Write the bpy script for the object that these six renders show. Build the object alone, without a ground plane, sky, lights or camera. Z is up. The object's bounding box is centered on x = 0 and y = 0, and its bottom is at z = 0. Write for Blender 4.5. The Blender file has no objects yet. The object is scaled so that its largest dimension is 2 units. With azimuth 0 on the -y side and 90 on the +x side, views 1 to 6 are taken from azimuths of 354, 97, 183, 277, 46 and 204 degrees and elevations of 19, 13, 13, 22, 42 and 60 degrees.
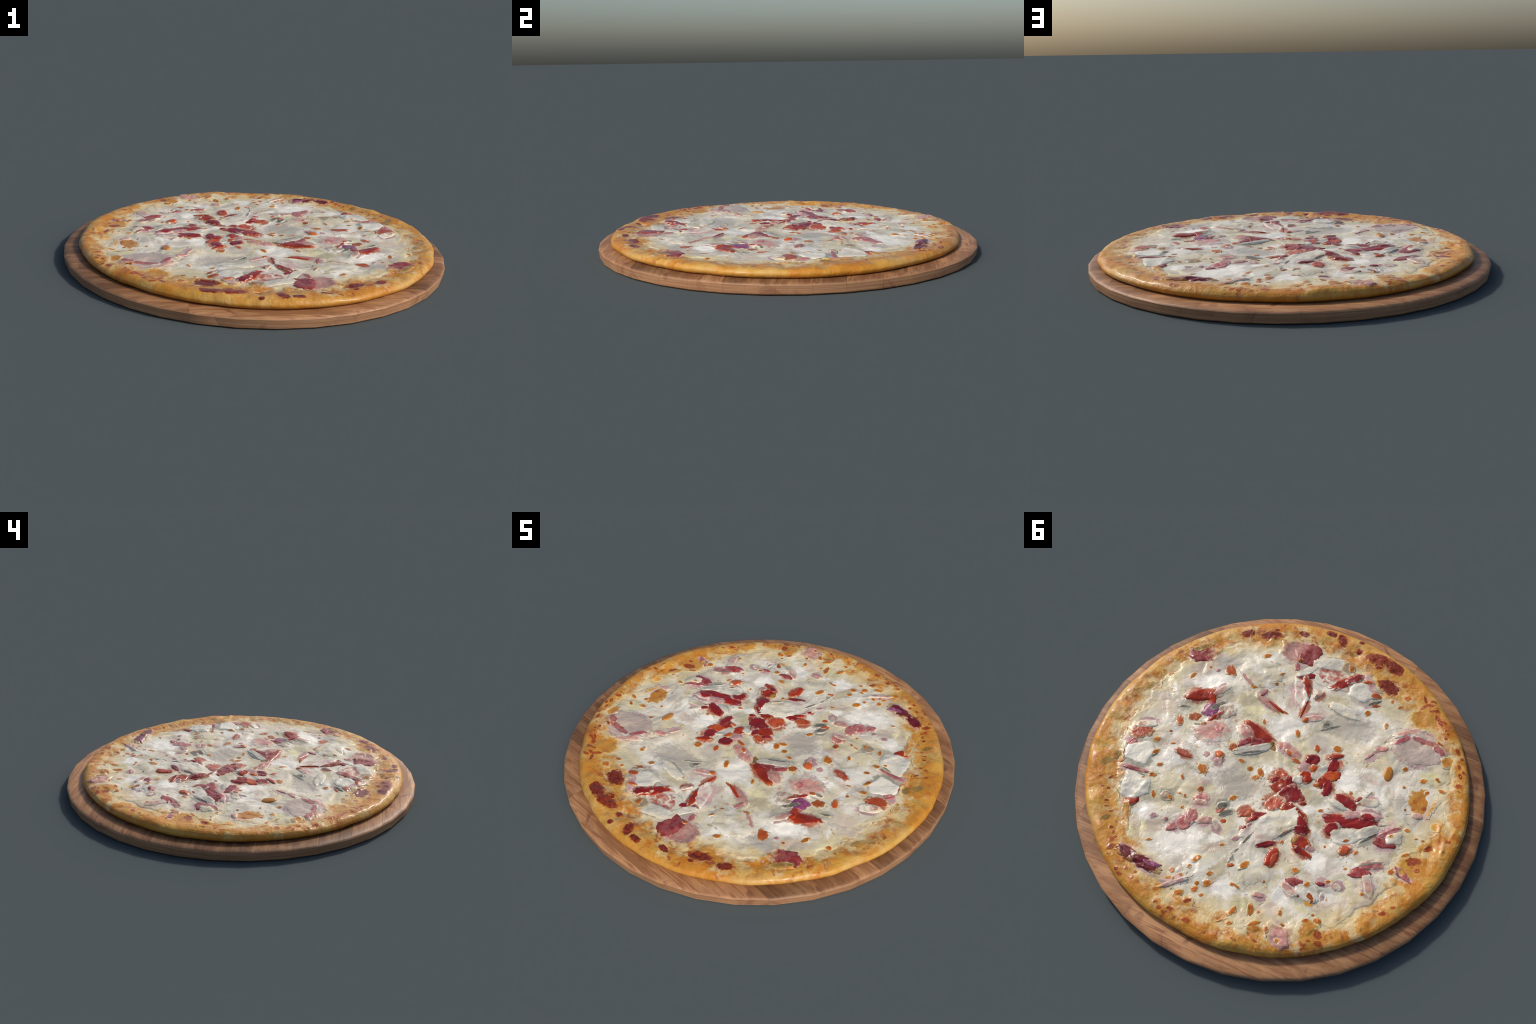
"""A ham, pepper and mushroom pizza lying on a round wooden board."""
import bpy, bmesh, math, random
import numpy as np

random.seed(7)
TAU = 2 * math.pi

# ------------------------------------------------------------------ helpers
def smoothstep(a, b, x):
    t = np.clip((x - a) / (b - a), 0, 1)
    return t * t * (3 - 2 * t)


class Perlin:
    """Seeded 2-D gradient noise, about -1..1."""
    def __init__(self, seed):
        g = np.random.RandomState(seed)
        p = g.permutation(256)
        self.p = np.concatenate([p, p])
        a = g.uniform(0, TAU, 256)
        self.gx, self.gy = np.cos(a), np.sin(a)

    def __call__(self, x, y):
        x, y = np.asarray(x, float) + 100.0, np.asarray(y, float) + 100.0
        xi, yi = np.floor(x).astype(int), np.floor(y).astype(int)
        xf, yf = x - xi, y - yi
        u, v = xf**3 * (xf * (xf * 6 - 15) + 10), yf**3 * (yf * (yf * 6 - 15) + 10)

        def corner(i, j):
            h = self.p[(self.p[(xi + i) & 255] + yi + j) & 255]
            return self.gx[h] * (xf - i) + self.gy[h] * (yf - j)
        a = corner(0, 0) * (1 - u) + corner(1, 0) * u
        b = corner(0, 1) * (1 - u) + corner(1, 1) * u
        return 1.5 * (a * (1 - v) + b * v)


N1, N2, N3, N4, N5 = (Perlin(s) for s in (11, 23, 37, 53, 71))


def ring_spline(points):
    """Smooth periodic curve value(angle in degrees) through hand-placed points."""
    a = np.array([p[0] for p in points], float) % 360
    v = np.array([p[1] for p in points], float)
    o = np.argsort(a)
    a, v = a[o], v[o]
    a = np.concatenate([a - 360, a, a + 360])
    v = np.concatenate([v, v, v])
    fine = np.arange(-90, 451, 1.0)
    f = np.interp(fine, a, v)
    k = np.hanning(15)
    f = np.convolve(np.pad(f, 7, mode="edge"), k / k.sum(), mode="valid")
    return lambda deg: np.interp(np.mod(deg, 360), fine, f)


def new_mesh(name, verts, faces, mat, parent, smooth=True, location=(0, 0, 0)):
    me = bpy.data.meshes.new(name)
    me.from_pydata([tuple(v) for v in verts], [], faces)
    me.update()
    if smooth:
        me.polygons.foreach_set("use_smooth", [True] * len(me.polygons))
    me.materials.append(mat)
    ob = bpy.data.objects.new(name, me)
    bpy.context.scene.collection.objects.link(ob)
    ob.parent = parent
    ob.location = location
    return ob


def group_empty(name, parent=None):
    ob = bpy.data.objects.new(name, None)
    ob.empty_display_size = 0.1
    bpy.context.scene.collection.objects.link(ob)
    ob.parent = parent
    return ob


# ------------------------------------------------------------- pizza surface
BOARD_TOP = 0.0585
CENTRE = (0.014, -0.007)                      # middle of the cheese

# outline radius of the dough by compass angle
outline = ring_spline([(15, .953), (31, .940), (60, .920), (84, .908), (108, .907), (125, .904), (140, .905),
                       (170, .919), (198, .918), (235, .916), (268, .929), (286, .933), (315, .936), (343, .941)])
# where the melted cheese ends, measured from CENTRE
cheese_rim = ring_spline([(42, .763), (10, .795), (-8, .80), (-24, .817), (-44, .80), (-58, .80), (-82, .79),
                          (-98, .745), (-130, .745), (-139, .795), (-145, .835), (-155, .836), (180, .824),
                          (166, .745), (154, .786), (119, .85), (105, .825), (95, .795), (86, .80), (73, .79), (53, .79)])

# height of the dough against the distance in from the outline
CRUST_IN = [-.01, 0, .004, .012, .024, .042, .065, .09, .12, .16, .22, 1.0]
CRUST_Z = [.080, .084, .0915, .1000, .1060, .1090, .1085, .1060, .1030, .1005, .0985, .0985]

# dents (negative) and ridges (positive) pressed in the crust: x, y, angle, length, width, depth
CRUST_MARKS = [
    (.868, .065, 10, .16, .050, -.007), (.885, .205, -5, .12, .022, .005), (.850, .255, 160, .14, .040, -.006),
    (.800, .475, 25, .10, .040, -.005), (.780, .090, 20, .12, .05, -.005), (.62, -.60, 130, .16, .04, -.004),
    (-.845, .04, 98, .13, .018, .004), (-.868, -.05, 84, .09, .018, .003), (-.800, .08, 100, .20, .030, -.005), (-.05, -.80, 30, .11, .028, -.005),
    (-.10, -.845, 0, .05, .05, .005), (.14, .83, 150, .12, .03, -.005), (-.30, .86, 170, .18, .03, -.004),
]


# how proud the rim stands by compass angle: flattened on the +x side, fuller elsewhere
rim_rise = ring_spline([(0, .55), (30, .60), (60, .95), (90, 1.3), (115, .95), (137, .75), (165, 1.15), (200, .85), (235, 1.15),
                        (265, 1.2), (290, .75), (320, .95), (340, .60)])


def crust_marks(x, y):
    h = np.zeros_like(x)
    for mx, my, a, l, w, d in CRUST_MARKS:
        c, s = math.cos(math.radians(a)), math.sin(math.radians(a))
        u, v = (x - mx) * c + (y - my) * s, -(x - mx) * s + (y - my) * c
        h += d * np.exp(-(u / (l * .5))**2 - (v / (w * .5))**2)
    return h


def outline_radius(deg):
    a = np.radians(deg)
    return outline(deg) + 0.0048 * N1(np.cos(a) * 5, np.sin(a) * 5) + .0018 * N2(np.cos(a) * 16, np.sin(a) * 16)


def rim_radius(deg):
    a = np.radians(deg)
    return (cheese_rim(deg) + .024 * N3(np.cos(a) * 7, np.sin(a) * 7) + .018 * N4(np.cos(a) * 17, np.sin(a) * 17)
            + .006 * N2(np.cos(a) * 45, np.sin(a) * 45))


def dough_height(x, y):
    deg = np.degrees(np.arctan2(y, x))
    d = outline_radius(deg) - np.hypot(x, y)
    z = np.interp(d, CRUST_IN, CRUST_Z)
    z = np.where(z > .0985, .0985 + (z - .0985) * rim_rise(deg), z)
    k = 1 - smoothstep(.10, .20, d)
    e = smoothstep(-.002, .03, d)
    lumps = (.0066 * N1(x * 4.2, y * 4.2) + .0046 * N2(x * 10, y * 10) + .0022 * N3(x * 23, y * 23)
             + .0007 * N4(x * 55, y * 55))
    return z + (lumps + crust_marks(x, y)) * (.35 + .65 * k) * (.3 + .7 * e)


def cheese_relief(x, y):
    wx, wy = x + .06 * N3(x * 3.5, y * 3.5), y + .06 * N4(x * 3.5, y * 3.5)
    crease = np.exp(-(N2(wx * 3.6, wy * 3.6) / .10)**2) + .5 * np.exp(-(N5(wx * 6, wy * 6) / .12)**2)
    step = smoothstep(-.14, .14, N1(wx * 4.2, wy * 4.2)) + .6 * smoothstep(-.16, .16, N4(wx * 7, wy * 7))
    return (.0050 * N5(x * 3.1, y * 3.1) - .0026 * (crease - .35) + .0042 * (step - .8) + .0013 * N3(wx * 11, wy * 11)
            + .0003 * N2(wx * 28, wy * 28))


def cheese_height(x, y):
    dx, dy = x - CENTRE[0], y - CENTRE[1]
    inside = rim_radius(np.degrees(np.arctan2(dy, dx))) - np.hypot(dx, dy)
    body = smoothstep(-.004, .045, inside)
    lip = smoothstep(-.002, .012, inside)
    return dough_height(x, y) - .0012 + .0038 * lip + cheese_relief(x, y) * body


# ------------------------------------------------------------ topping layout
# kind, x, y, length, width, angle [, covered by cheese 0..1, more cover towards the far end [, form]]
TOPPINGS = [
    ('white_pool', 0.091, -0.245, 0.255, 0.256, -155, 0.12),
    ('white_pool', 0.520, 0.136, 0.285, 0.190, -143, 0.12),
    ('white_pool', 0.269, 0.525, 0.340, 0.196, -138, 0.12),
    ('white_pool', -0.320, -0.085, 0.160, 0.210, -178, 0.12),
    ('white_pool', -0.457, -0.073, 0.195, 0.179, -155, 0.12),
    ('white_pool', 0.313, -0.504, 0.253, 0.209, -167, 0.12),
    ('white_pool', 0.538, -0.336, 0.275, 0.144, -145, 0.12),
    ('white_pool', -0.017, 0.649, 0.161, 0.147, -155, 0.12),
    ('white_pool', -0.276, 0.554, 0.174, 0.216, 173, 0.12),
    ('white_pool', -0.341, 0.360, 0.163, 0.152, -155, 0.12),
    ('white_pool', 0.446, -0.004, 0.164, 0.133, -155, 0.12),
    ('white_pool', 0.494, 0.463, 0.180, 0.148, -155, 0.12),
    ('white_pool', -0.192, 0.141, 0.080, 0.135, 132, 0.12),
    ('white_pool', 0.118, 0.433, 0.142, 0.104, -155, 0.12),
    ('grey_pool', -0.208, -0.386, 0.381, 0.227, -167, 0.12),
    ('grey_pool', 0.170, 0.144, 0.308, 0.227, 172, 0.12),
    ('grey_pool', -0.106, -0.239, 0.177, 0.148, -155, 0.12),
    ('grey_pool', -0.124, 0.502, 0.241, 0.193, 163, 0.12),
    ('grey_pool', -0.582, -0.086, 0.170, 0.136, -155, 0.12),
    ('grey_pool', -0.091, 0.292, 0.193, 0.117, -133, 0.12),
    ('grey_pool', 0.522, -0.478, 0.249, 0.142, -179, 0.12),
    ('grey_pool', 0.177, -0.622, 0.093, 0.098, -155, 0.12),
    ('olive_pool', 0.139, 0.369, 0.262, 0.181, 144, 0.12),
    ('olive_pool', 0.043, 0.581, 0.200, 0.098, -112, 0.12),
    ('olive_pool', 0.300, 0.236, 0.219, 0.084, -143, 0.12),
    ('olive_pool', 0.131, -0.063, 0.301, 0.116, -149, 0.12),
    ('olive_pool', -0.354, -0.572, 0.283, 0.140, -173, 0.12),
    ('olive_pool', 0.327, -0.321, 0.221, 0.110, -155, 0.12),
    ('olive_pool', -0.142, 0.059, 0.120, 0.139, 141, 0.12),
    ('olive_pool', -0.078, -0.495, 0.263, 0.123, -179, 0.12),
    ('olive_pool', -0.035, 0.475, 0.171, 0.073, -102, 0.12),
    ('olive_pool', 0.501, 0.376, 0.170, 0.082, -155, 0.12),
    ('butter_pool', -0.490, 0.414, 0.151, 0.134, 162, 0.12),
    ('butter_pool', -0.132, 0.676, 0.171, 0.108, -165, 0.12),
    ('butter_pool', -0.256, -0.753, 0.186, 0.129, -179, 0.12),
    ('butter_pool', 0.265, -0.281, 0.156, 0.092, -167, 0.12),
    ('butter_pool', -0.344, -0.707, 0.166, 0.091, 157, 0.12),
    ('butter_pool', 0.750, -0.316, 0.178, 0.110, -118, 0.12),
    ('butter_pool', -0.666, -0.279, 0.111, 0.150, 119, 0.12),
    ('butter_pool', 0.487, 0.548, 0.120, 0.141, 146, 0.12),
    ('butter_pool', -0.384, 0.571, 0.136, 0.096, -155, 0.12),
    ('blush_pool', -0.643, 0.449, 0.305, 0.128, -129, 0.12),
    ('blush_pool', 0.718, -0.120, 0.199, 0.228, -119, 0.12),
    ('blush_pool', 0.407, 0.496, 0.307, 0.107, -144, 0.12),
    ('blush_pool', 0.626, -0.392, 0.215, 0.129, -130, 0.12),
    ('blush_pool', -0.368, -0.297, 0.153, 0.086, -143, 0.12),
    ('blush_pool', -0.266, 0.639, 0.119, 0.136, 125, 0.12),
    ('blush_pool', 0.100, 0.468, 0.235, 0.091, -138, 0.12),
    ('blush_pool', -0.518, -0.465, 0.164, 0.090, -179, 0.12),
    ('smoked_ham', 0.655, -0.485, 0.159, 0.106, -146, 0.25, 0.45),
    ('pepper', 0.556, -0.239, 0.154, 0.083, 32, 0.1, -0.1, 'taper'),
    ('pepper', 0.494, -0.249, 0.088, 0.029, 114),
    ('ham', 0.473, -0.311, 0.086, 0.034, -116, 0.35, 0.3),
    ('onion', 0.465, -0.182, 0.073, 0.064, -146, 0.08),
    ('gill', 0.448, -0.222, 0.080, 0.026, -129),
    ('mushroom_brown', 0.393, -0.206, 0.082, 0.069, -134, 0.35),
    ('pepper', 0.431, -0.158, 0.086, 0.018, -120, 0.15),
    ('brown', 0.525, -0.117, 0.055, 0.043, -151),
    ('pepper_bit', 0.586, -0.065, 0.049, 0.029, 127),
    ('ham', 0.408, -0.077, 0.172, 0.107, -147, 0.22, 0.1, 'slab'),
    ('ham_dark', 0.381, -0.096, 0.039, 0.039, -138, 0.2),
    ('pepper_bit', 0.489, -0.447, 0.065, 0.044, 141),
    ('spot', 0.651, -0.334, 0.051, 0.027, -102),
    ('spot', 0.594, -0.418, 0.019, 0.016, -155),
    ('spot', 0.758, -0.293, 0.030, 0.024, -155),
    ('spot', 0.803, -0.298, 0.021, 0.017, -155),
    ('pepper_brown', 0.725, 0.076, 0.088, 0.062, -136, 0.12, 0, 'slab'),
    ('ham', 0.720, 0.026, 0.086, 0.040, -147, 0.5, 0.3),
    ('ham_dark', 0.735, 0.152, 0.046, 0.036, -137),
    ('ham_dark', 0.728, 0.196, 0.124, 0.028, 87, 0.1),
    ('white_slab', 0.675, 0.189, 0.143, 0.147, 57, 0, 0, 'slab'),
    ('spot', 0.632, 0.087, 0.038, 0.027, -155),
    ('spot', 0.549, 0.073, 0.026, 0.012, -155),
    ('spot', 0.603, 0.150, 0.047, 0.022, -120),
    ('spot', 0.594, 0.014, 0.020, 0.014, -155),
    ('pepper_brown', 0.475, 0.106, 0.083, 0.031, 176, 0.2, 0, 'taper'),
    ('ham', 0.300, 0.053, 0.060, 0.037, 121, 0.25, 0.3, 'taper'),
    ('pepper_bit', 0.316, 0.033, 0.042, 0.036, 172),
    ('ham_bit', 0.374, 0.057, 0.028, 0.030, -155),
    ('brown', 0.272, -0.033, 0.041, 0.040, -178),
    ('gill', 0.605, -0.148, 0.044, 0.012, -155, 0.1),
    ('gill', 0.495, -0.078, 0.034, 0.015, -160),
    ('brown', 0.467, -0.092, 0.029, 0.015, -155),
    ('ham_bit', 0.550, -0.418, 0.021, 0.021, -155),
    ('dent_shade', 0.860, 0.022, 0.160, 0.063, -121, 0.2),
    ('dent_shade', 0.809, 0.130, 0.099, 0.041, -87, 0.3),
    ('dent_shade', 0.862, 0.235, 0.093, 0.028, -149, 0.2),
    ('dent_shade', 0.836, -0.170, 0.166, 0.064, -118, 0.4),
    ('dent_shade', 0.686, -0.519, 0.132, 0.038, -136, 0.3),
    ('dent_shade', 0.794, 0.295, 0.096, 0.060, -137, 0.15),
    ('dent_shade', 0.645, 0.564, 0.084, 0.046, -138, 0.15),
    ('dent_shade', 0.769, 0.254, 0.059, 0.082, -177, 0.3),
    ('dent_shade', 0.124, -0.833, 0.094, 0.035, -119, 0.2),
    ('dent_shade', 0.249, -0.774, 0.061, 0.038, -167, 0.3),
    ('ham', 0.239, -0.698, 0.152, 0.131, 8, 0.12, 0.3, 'slab'),
    ('smoked_ham', 0.161, -0.707, 0.100, 0.111, 7, 0, 0.1, 'slab'),
    ('pepper_bit', 0.188, -0.653, 0.023, 0.019, -155),
    ('ham_dark', 0.186, -0.610, 0.020, 0.037, -155),
    ('tomato_sauce', -0.012, -0.635, 0.204, 0.138, -176, 0.42),
    ('pepper', -0.089, -0.632, 0.187, 0.051, -128, 0.1),
    ('tomato', -0.119, -0.662, 0.087, 0.034, -126, 0.15),
    ('tomato', 0.114, -0.578, 0.084, 0.030, -157),
    ('pepper', 0.090, -0.512, 0.137, 0.037, 116, 0.1, 0, 'bend+'),
    ('pepper', 0.053, -0.400, 0.113, 0.024, 97, 0, 0, 'taper'),
    ('ham_mauve', 0.103, -0.469, 0.155, 0.064, 120, 0.42, 0.2),
    ('mushroom', 0.128, -0.603, 0.103, 0.041, -126, 0.1),
    ('mushroom', 0.018, -0.706, 0.195, 0.068, -160, 0.25),
    ('mushroom_brown', -0.062, -0.716, 0.066, 0.066, 178, 0.3),
    ('white_slab', -0.195, -0.612, 0.132, 0.142, -173, 0, 0, 'kite'),
    ('ham_mauve', -0.207, -0.664, 0.133, 0.039, 135, 0.05),
    ('pepper_bit', -0.255, -0.614, 0.051, 0.027, -161),
    ('pepper_bit', -0.190, -0.671, 0.042, 0.019, -161),
    ('gill', -0.264, -0.574, 0.066, 0.012, -136),
    ('pepper_bit', -0.274, -0.560, 0.039, 0.014, -149),
    ('burn', -0.294, -0.695, 0.102, 0.069, 163),
    ('burn', -0.183, -0.831, 0.112, 0.059, -174),
    ('burn', -0.281, -0.816, 0.108, 0.062, 162),
    ('burn', 0.037, -0.867, 0.073, 0.044, 121),
    ('burn', 0.392, -0.742, 0.105, 0.042, -151),
    ('burn', 0.512, -0.700, 0.062, 0.041, -136),
    ('burn', 0.383, -0.786, 0.026, 0.016, -155),
    ('burn', 0.240, -0.824, 0.051, 0.030, 174),
    ('burn', 0.107, -0.882, 0.057, 0.032, -174),
    ('burn', -0.060, -0.898, 0.030, 0.022, -155),
    ('burn', -0.070, -0.840, 0.030, 0.031, -155),
    ('burn', -0.196, -0.796, 0.040, 0.037, -155),
    ('ham', 0.396, -0.444, 0.117, 0.029, 149, 0.1),
    ('spot', 0.336, -0.405, 0.040, 0.025, -167),
    ('ham', 0.242, -0.345, 0.144, 0.040, 158, 0.2, -0.2, 'taper'),
    ('pepper', 0.187, -0.345, 0.084, 0.012, 161),
    ('spot', 0.129, -0.330, 0.043, 0.016, 173),
    ('mushroom', 0.328, -0.503, 0.184, 0.142, -178, 0.55),
    ('ham_dark', 0.271, -0.396, 0.046, 0.013, -104),
    ('spot', 0.237, -0.532, 0.036, 0.015, -125),
    ('spot', 0.238, -0.468, 0.018, 0.017, -155),
    ('spot', 0.354, -0.606, 0.042, 0.026, -125),
    ('spot', 0.185, -0.658, 0.018, 0.019, -155),
    ('spot', 0.198, -0.235, 0.034, 0.016, 128),
    ('spot', 0.017, -0.242, 0.053, 0.028, 119),
    ('spot', -0.197, -0.244, 0.049, 0.039, -167),
    ('pepper_bit', -0.107, -0.202, 0.035, 0.026, 122),
    ('ham', -0.017, -0.355, 0.102, 0.034, -148, 0.35),
    ('pepper_bit', 0.016, -0.333, 0.026, 0.026, -155),
    ('spot', -0.063, -0.459, 0.019, 0.017, -155),
    ('gill', -0.089, -0.351, 0.034, 0.022, -125, 0.1),
    ('gill', -0.120, -0.346, 0.105, 0.009, -139, 0.2),
    ('mushroom', -0.141, -0.461, 0.155, 0.051, 174, 0.55),
    ('pepper', 0.013, -0.495, 0.046, 0.018, -115, 0.35),
    ('pepper', 0.188, -0.159, 0.181, 0.054, 161, 0, 0, 'bend'),
    ('rind', 0.103, -0.123, 0.054, 0.029, 138),
    ('ham', 0.250, -0.141, 0.084, 0.055, 168, 0.12),
    ('smoked_ham', 0.228, -0.086, 0.082, 0.027, -131),
    ('smoked_ham', 0.171, -0.110, 0.066, 0.039, -160),
    ('mushroom', 0.181, -0.062, 0.174, 0.046, -144, 0, 0, 'bend'),
    ('gill', 0.178, -0.047, 0.133, 0.012, -147),
    ('ham', 0.013, -0.132, 0.139, 0.047, 166, 0.05, 0, 'slab'),
    ('pepper_bit', 0.008, -0.116, 0.032, 0.019, 141),
    ('pepper_bit', -0.043, -0.089, 0.043, 0.018, 177),
    ('tomato', -0.113, -0.130, 0.064, 0.054, -148),
    ('ham_mauve', -0.105, -0.071, 0.070, 0.050, -177, 0.1),
    ('pepper_bit', -0.146, -0.087, 0.044, 0.040, -155),
    ('tomato', -0.215, -0.144, 0.072, 0.054, -107, 0.1),
    ('pepper', -0.208, -0.195, 0.068, 0.021, -143),
    ('pepper_orange', -0.226, -0.084, 0.069, 0.044, -137, 0.05),
    ('pepper', -0.203, -0.038, 0.049, 0.038, -95),
    ('pepper', -0.121, -0.029, 0.053, 0.055, -118),
    ('tomato', -0.237, -0.017, 0.082, 0.039, -83, 0.05),
    ('mushroom', -0.172, -0.085, 0.100, 0.044, -111, 0.35),
    ('pepper_bit', -0.184, -0.012, 0.028, 0.018, -155),
    ('tomato', 0.009, 0.043, 0.042, 0.021, -144),
    ('pepper', -0.025, 0.066, 0.066, 0.067, -141, 0.05, 0, 'slab'),
    ('tomato', -0.059, 0.024, 0.044, 0.035, -84),
    ('pepper_brown', -0.009, 0.004, 0.057, 0.034, 178, 0.2),
    ('mushroom', -0.092, 0.002, 0.043, 0.041, -125, 0.3),
    ('tomato', -0.092, 0.092, 0.107, 0.084, -135, 0, 0, 'slab'),
    ('pepper_brown', -0.039, 0.162, 0.092, 0.069, -117, 0.15),
    ('pepper', -0.158, 0.181, 0.145, 0.071, 149, 0, 0, 'taper2'),
    ('tomato', -0.206, 0.212, 0.095, 0.042, 142),
    ('tomato', -0.169, 0.109, 0.025, 0.017, -155),
    ('tomato', -0.213, 0.238, 0.054, 0.039, -165),
    ('pepper_brown', 0.056, 0.264, 0.062, 0.035, -143),
    ('tomato', -0.009, 0.254, 0.061, 0.038, -150),
    ('pepper', 0.012, 0.280, 0.052, 0.022, -135, 0.1),
    ('pepper', -0.066, 0.235, 0.059, 0.016, -148, 0.1),
    ('pepper', -0.035, 0.270, 0.022, 0.020, -155),
    ('ham_bit', 0.009, 0.317, 0.042, 0.022, -138, 0.3),
    ('tomato', 0.024, 0.348, 0.030, 0.020, 125),
    ('gill', 0.173, 0.281, 0.045, 0.038, -128, 0.2),
    ('gill', 0.144, 0.307, 0.061, 0.025, -136),
    ('pepper_brown', 0.167, 0.306, 0.033, 0.011, -118),
    ('pepper_bit', 0.135, 0.350, 0.027, 0.020, -155),
    ('mushroom', -0.079, 0.282, 0.263, 0.117, -129, 0.55, 0, 'slab'),
    ('gill', -0.006, 0.389, 0.102, 0.014, -105, 0.2),
    ('gill', 0.015, 0.482, 0.075, 0.010, -99, 0.3),
    ('ham_bit', 0.042, 0.406, 0.031, 0.023, -127),
    ('mushroom', -0.083, 0.471, 0.141, 0.200, -147, 0.6, 0, 'slab'),
    ('tomato', -0.096, 0.374, 0.078, 0.022, -145, 0.1),
    ('pepper_bit', -0.160, 0.331, 0.016, 0.015, -155),
    ('pepper_bit', -0.146, 0.380, 0.026, 0.017, -155),
    ('pepper', -0.150, 0.423, 0.086, 0.042, -92),
    ('pepper_brown', -0.161, 0.424, 0.055, 0.029, -96),
    ('pepper_bit', 0.004, 0.537, 0.031, 0.017, -155),
    ('pepper', -0.239, 0.299, 0.072, 0.053, 177),
    ('rind', -0.211, 0.296, 0.038, 0.022, -90),
    ('pepper', -0.267, 0.342, 0.081, 0.021, 169),
    ('tomato', -0.245, 0.339, 0.036, 0.029, -179),
    ('ham_bit', -0.295, 0.308, 0.031, 0.029, -155),
    ('pepper_brown', -0.442, 0.247, 0.055, 0.033, -129, 0.2),
    ('tomato', -0.162, 0.271, 0.068, 0.014, -124, 0.45),
    ('spot', 0.147, 0.038, 0.033, 0.029, -155),
    ('spot', 0.091, 0.036, 0.050, 0.033, 133),
    ('spot', 0.101, 0.070, 0.051, 0.026, -143),
    ('spot', 0.201, 0.017, 0.034, 0.021, -178),
    ('spot', 0.150, 0.219, 0.040, 0.021, -121),
    ('spot', 0.353, 0.135, 0.048, 0.042, 135),
    ('spot', 0.274, -0.034, 0.043, 0.029, 142),
    ('spot', -0.106, -0.200, 0.038, 0.025, 122),
    ('spot', -0.197, -0.240, 0.047, 0.034, -167),
    ('spot', -0.351, -0.041, 0.016, 0.023, -155),
    ('spot', -0.054, 0.508, 0.053, 0.031, -123),
    ('spot', -0.273, 0.434, 0.033, 0.028, 173),
    ('spot', -0.426, 0.198, 0.027, 0.015, -155),
    ('spot', -0.492, 0.234, 0.023, 0.016, -114),
    ('spot', 0.070, 0.610, 0.035, 0.019, -155),
    ('spot', 0.017, 0.165, 0.016, 0.013, -155),
    ('spot', 0.084, 0.461, 0.027, 0.015, -155),
    ('spot', -0.258, 0.107, 0.027, 0.017, -155),
    ('spot', -0.348, 0.267, 0.013, 0.015, -155),
    ('tomato', -0.408, 0.098, 0.248, 0.065, -163, 0, 0, 'slab'),
    ('tomato', -0.350, 0.011, 0.107, 0.050, 163),
    ('ham_mauve', -0.411, 0.064, 0.091, 0.050, -150, 0, 0, 'taper'),
    ('ham_mauve', -0.486, 0.033, 0.082, 0.030, -166, 0.2),
    ('mushroom', -0.320, 0.043, 0.077, 0.027, 166),
    ('tomato', -0.340, 0.173, 0.060, 0.053, -130, 0.1),
    ('tomato', -0.472, 0.046, 0.054, 0.030, -160),
    ('mushroom', -0.412, 0.175, 0.114, 0.073, -145, 0.4, 0, 'bend'),
    ('mushroom', -0.503, 0.116, 0.091, 0.046, -136, 0.3),
    ('mushroom', -0.415, -0.041, 0.093, 0.020, -115),
    ('tomato', -0.398, -0.025, 0.035, 0.017, -124),
    ('gill', -0.514, 0.144, 0.100, 0.011, -126, 0.1),
    ('ham', -0.456, -0.031, 0.073, 0.036, -159, 0.55, 0.3),
    ('smoked_ham', -0.595, 0.138, 0.083, 0.047, -175, 0.1, 0, 'taper'),
    ('ham_dark', -0.595, 0.076, 0.119, 0.031, -133, 0.15, 0.1, 'bend'),
    ('mushroom', -0.623, 0.098, 0.092, 0.053, -143, 0.45),
    ('spot', -0.610, 0.093, 0.020, 0.020, -155),
    ('pepper_brown', -0.440, 0.248, 0.047, 0.034, -109),
    ('smoked_ham', -0.544, 0.323, 0.085, 0.042, -145, 0, 0, 'taper2'),
    ('ham_dark', -0.580, 0.266, 0.115, 0.038, -149, 0.1, 0.15),
    ('ham', -0.601, 0.365, 0.101, 0.037, 117, 0.4, -0.15),
    ('gill', -0.565, 0.265, 0.108, 0.009, -144),
    ('spot', -0.593, 0.414, 0.021, 0.018, -155),
    ('ham_dark', -0.725, 0.248, 0.080, 0.040, 156, 0.05, 0, 'taper'),
    ('spot', -0.674, 0.256, 0.037, 0.030, -155),
    ('char', -0.747, 0.165, 0.084, 0.045, -150),
    ('char', -0.785, 0.078, 0.052, 0.028, -124),
    ('spot', -0.704, 0.151, 0.047, 0.021, -139),
    ('char', -0.779, 0.202, 0.033, 0.026, -155),
    ('halo', -0.750, 0.198, 0.143, 0.124, -166, 0.2),
    ('halo', -0.677, -0.140, 0.141, 0.154, -155, 0.15),
    ('spot', -0.647, -0.129, 0.036, 0.029, 138),
    ('spot', -0.680, -0.156, 0.024, 0.019, -155),
    ('spot', -0.685, -0.198, 0.030, 0.026, -178),
    ('spot', -0.698, -0.113, 0.046, 0.031, -149),
    ('spot', -0.653, -0.086, 0.023, 0.020, -155),
    ('spot', -0.619, -0.068, 0.015, 0.015, -155),
    ('spot', -0.647, -0.252, 0.037, 0.026, -155),
    ('spot', -0.571, -0.182, 0.016, 0.016, -155),
    ('spot', -0.350, -0.043, 0.016, 0.024, -155),
    ('spot', -0.744, -0.234, 0.034, 0.021, 170),
    ('spot', -0.667, 0.029, 0.028, 0.020, -177),
    ('spot', -0.426, 0.198, 0.030, 0.014, -144),
    ('spot', -0.491, 0.235, 0.028, 0.016, -114),
    ('spot', -0.708, 0.017, 0.022, 0.010, -155),
    ('spot', -0.719, 0.053, 0.018, 0.010, -155),
    ('spot', -0.751, 0.049, 0.018, 0.012, -155),
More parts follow.
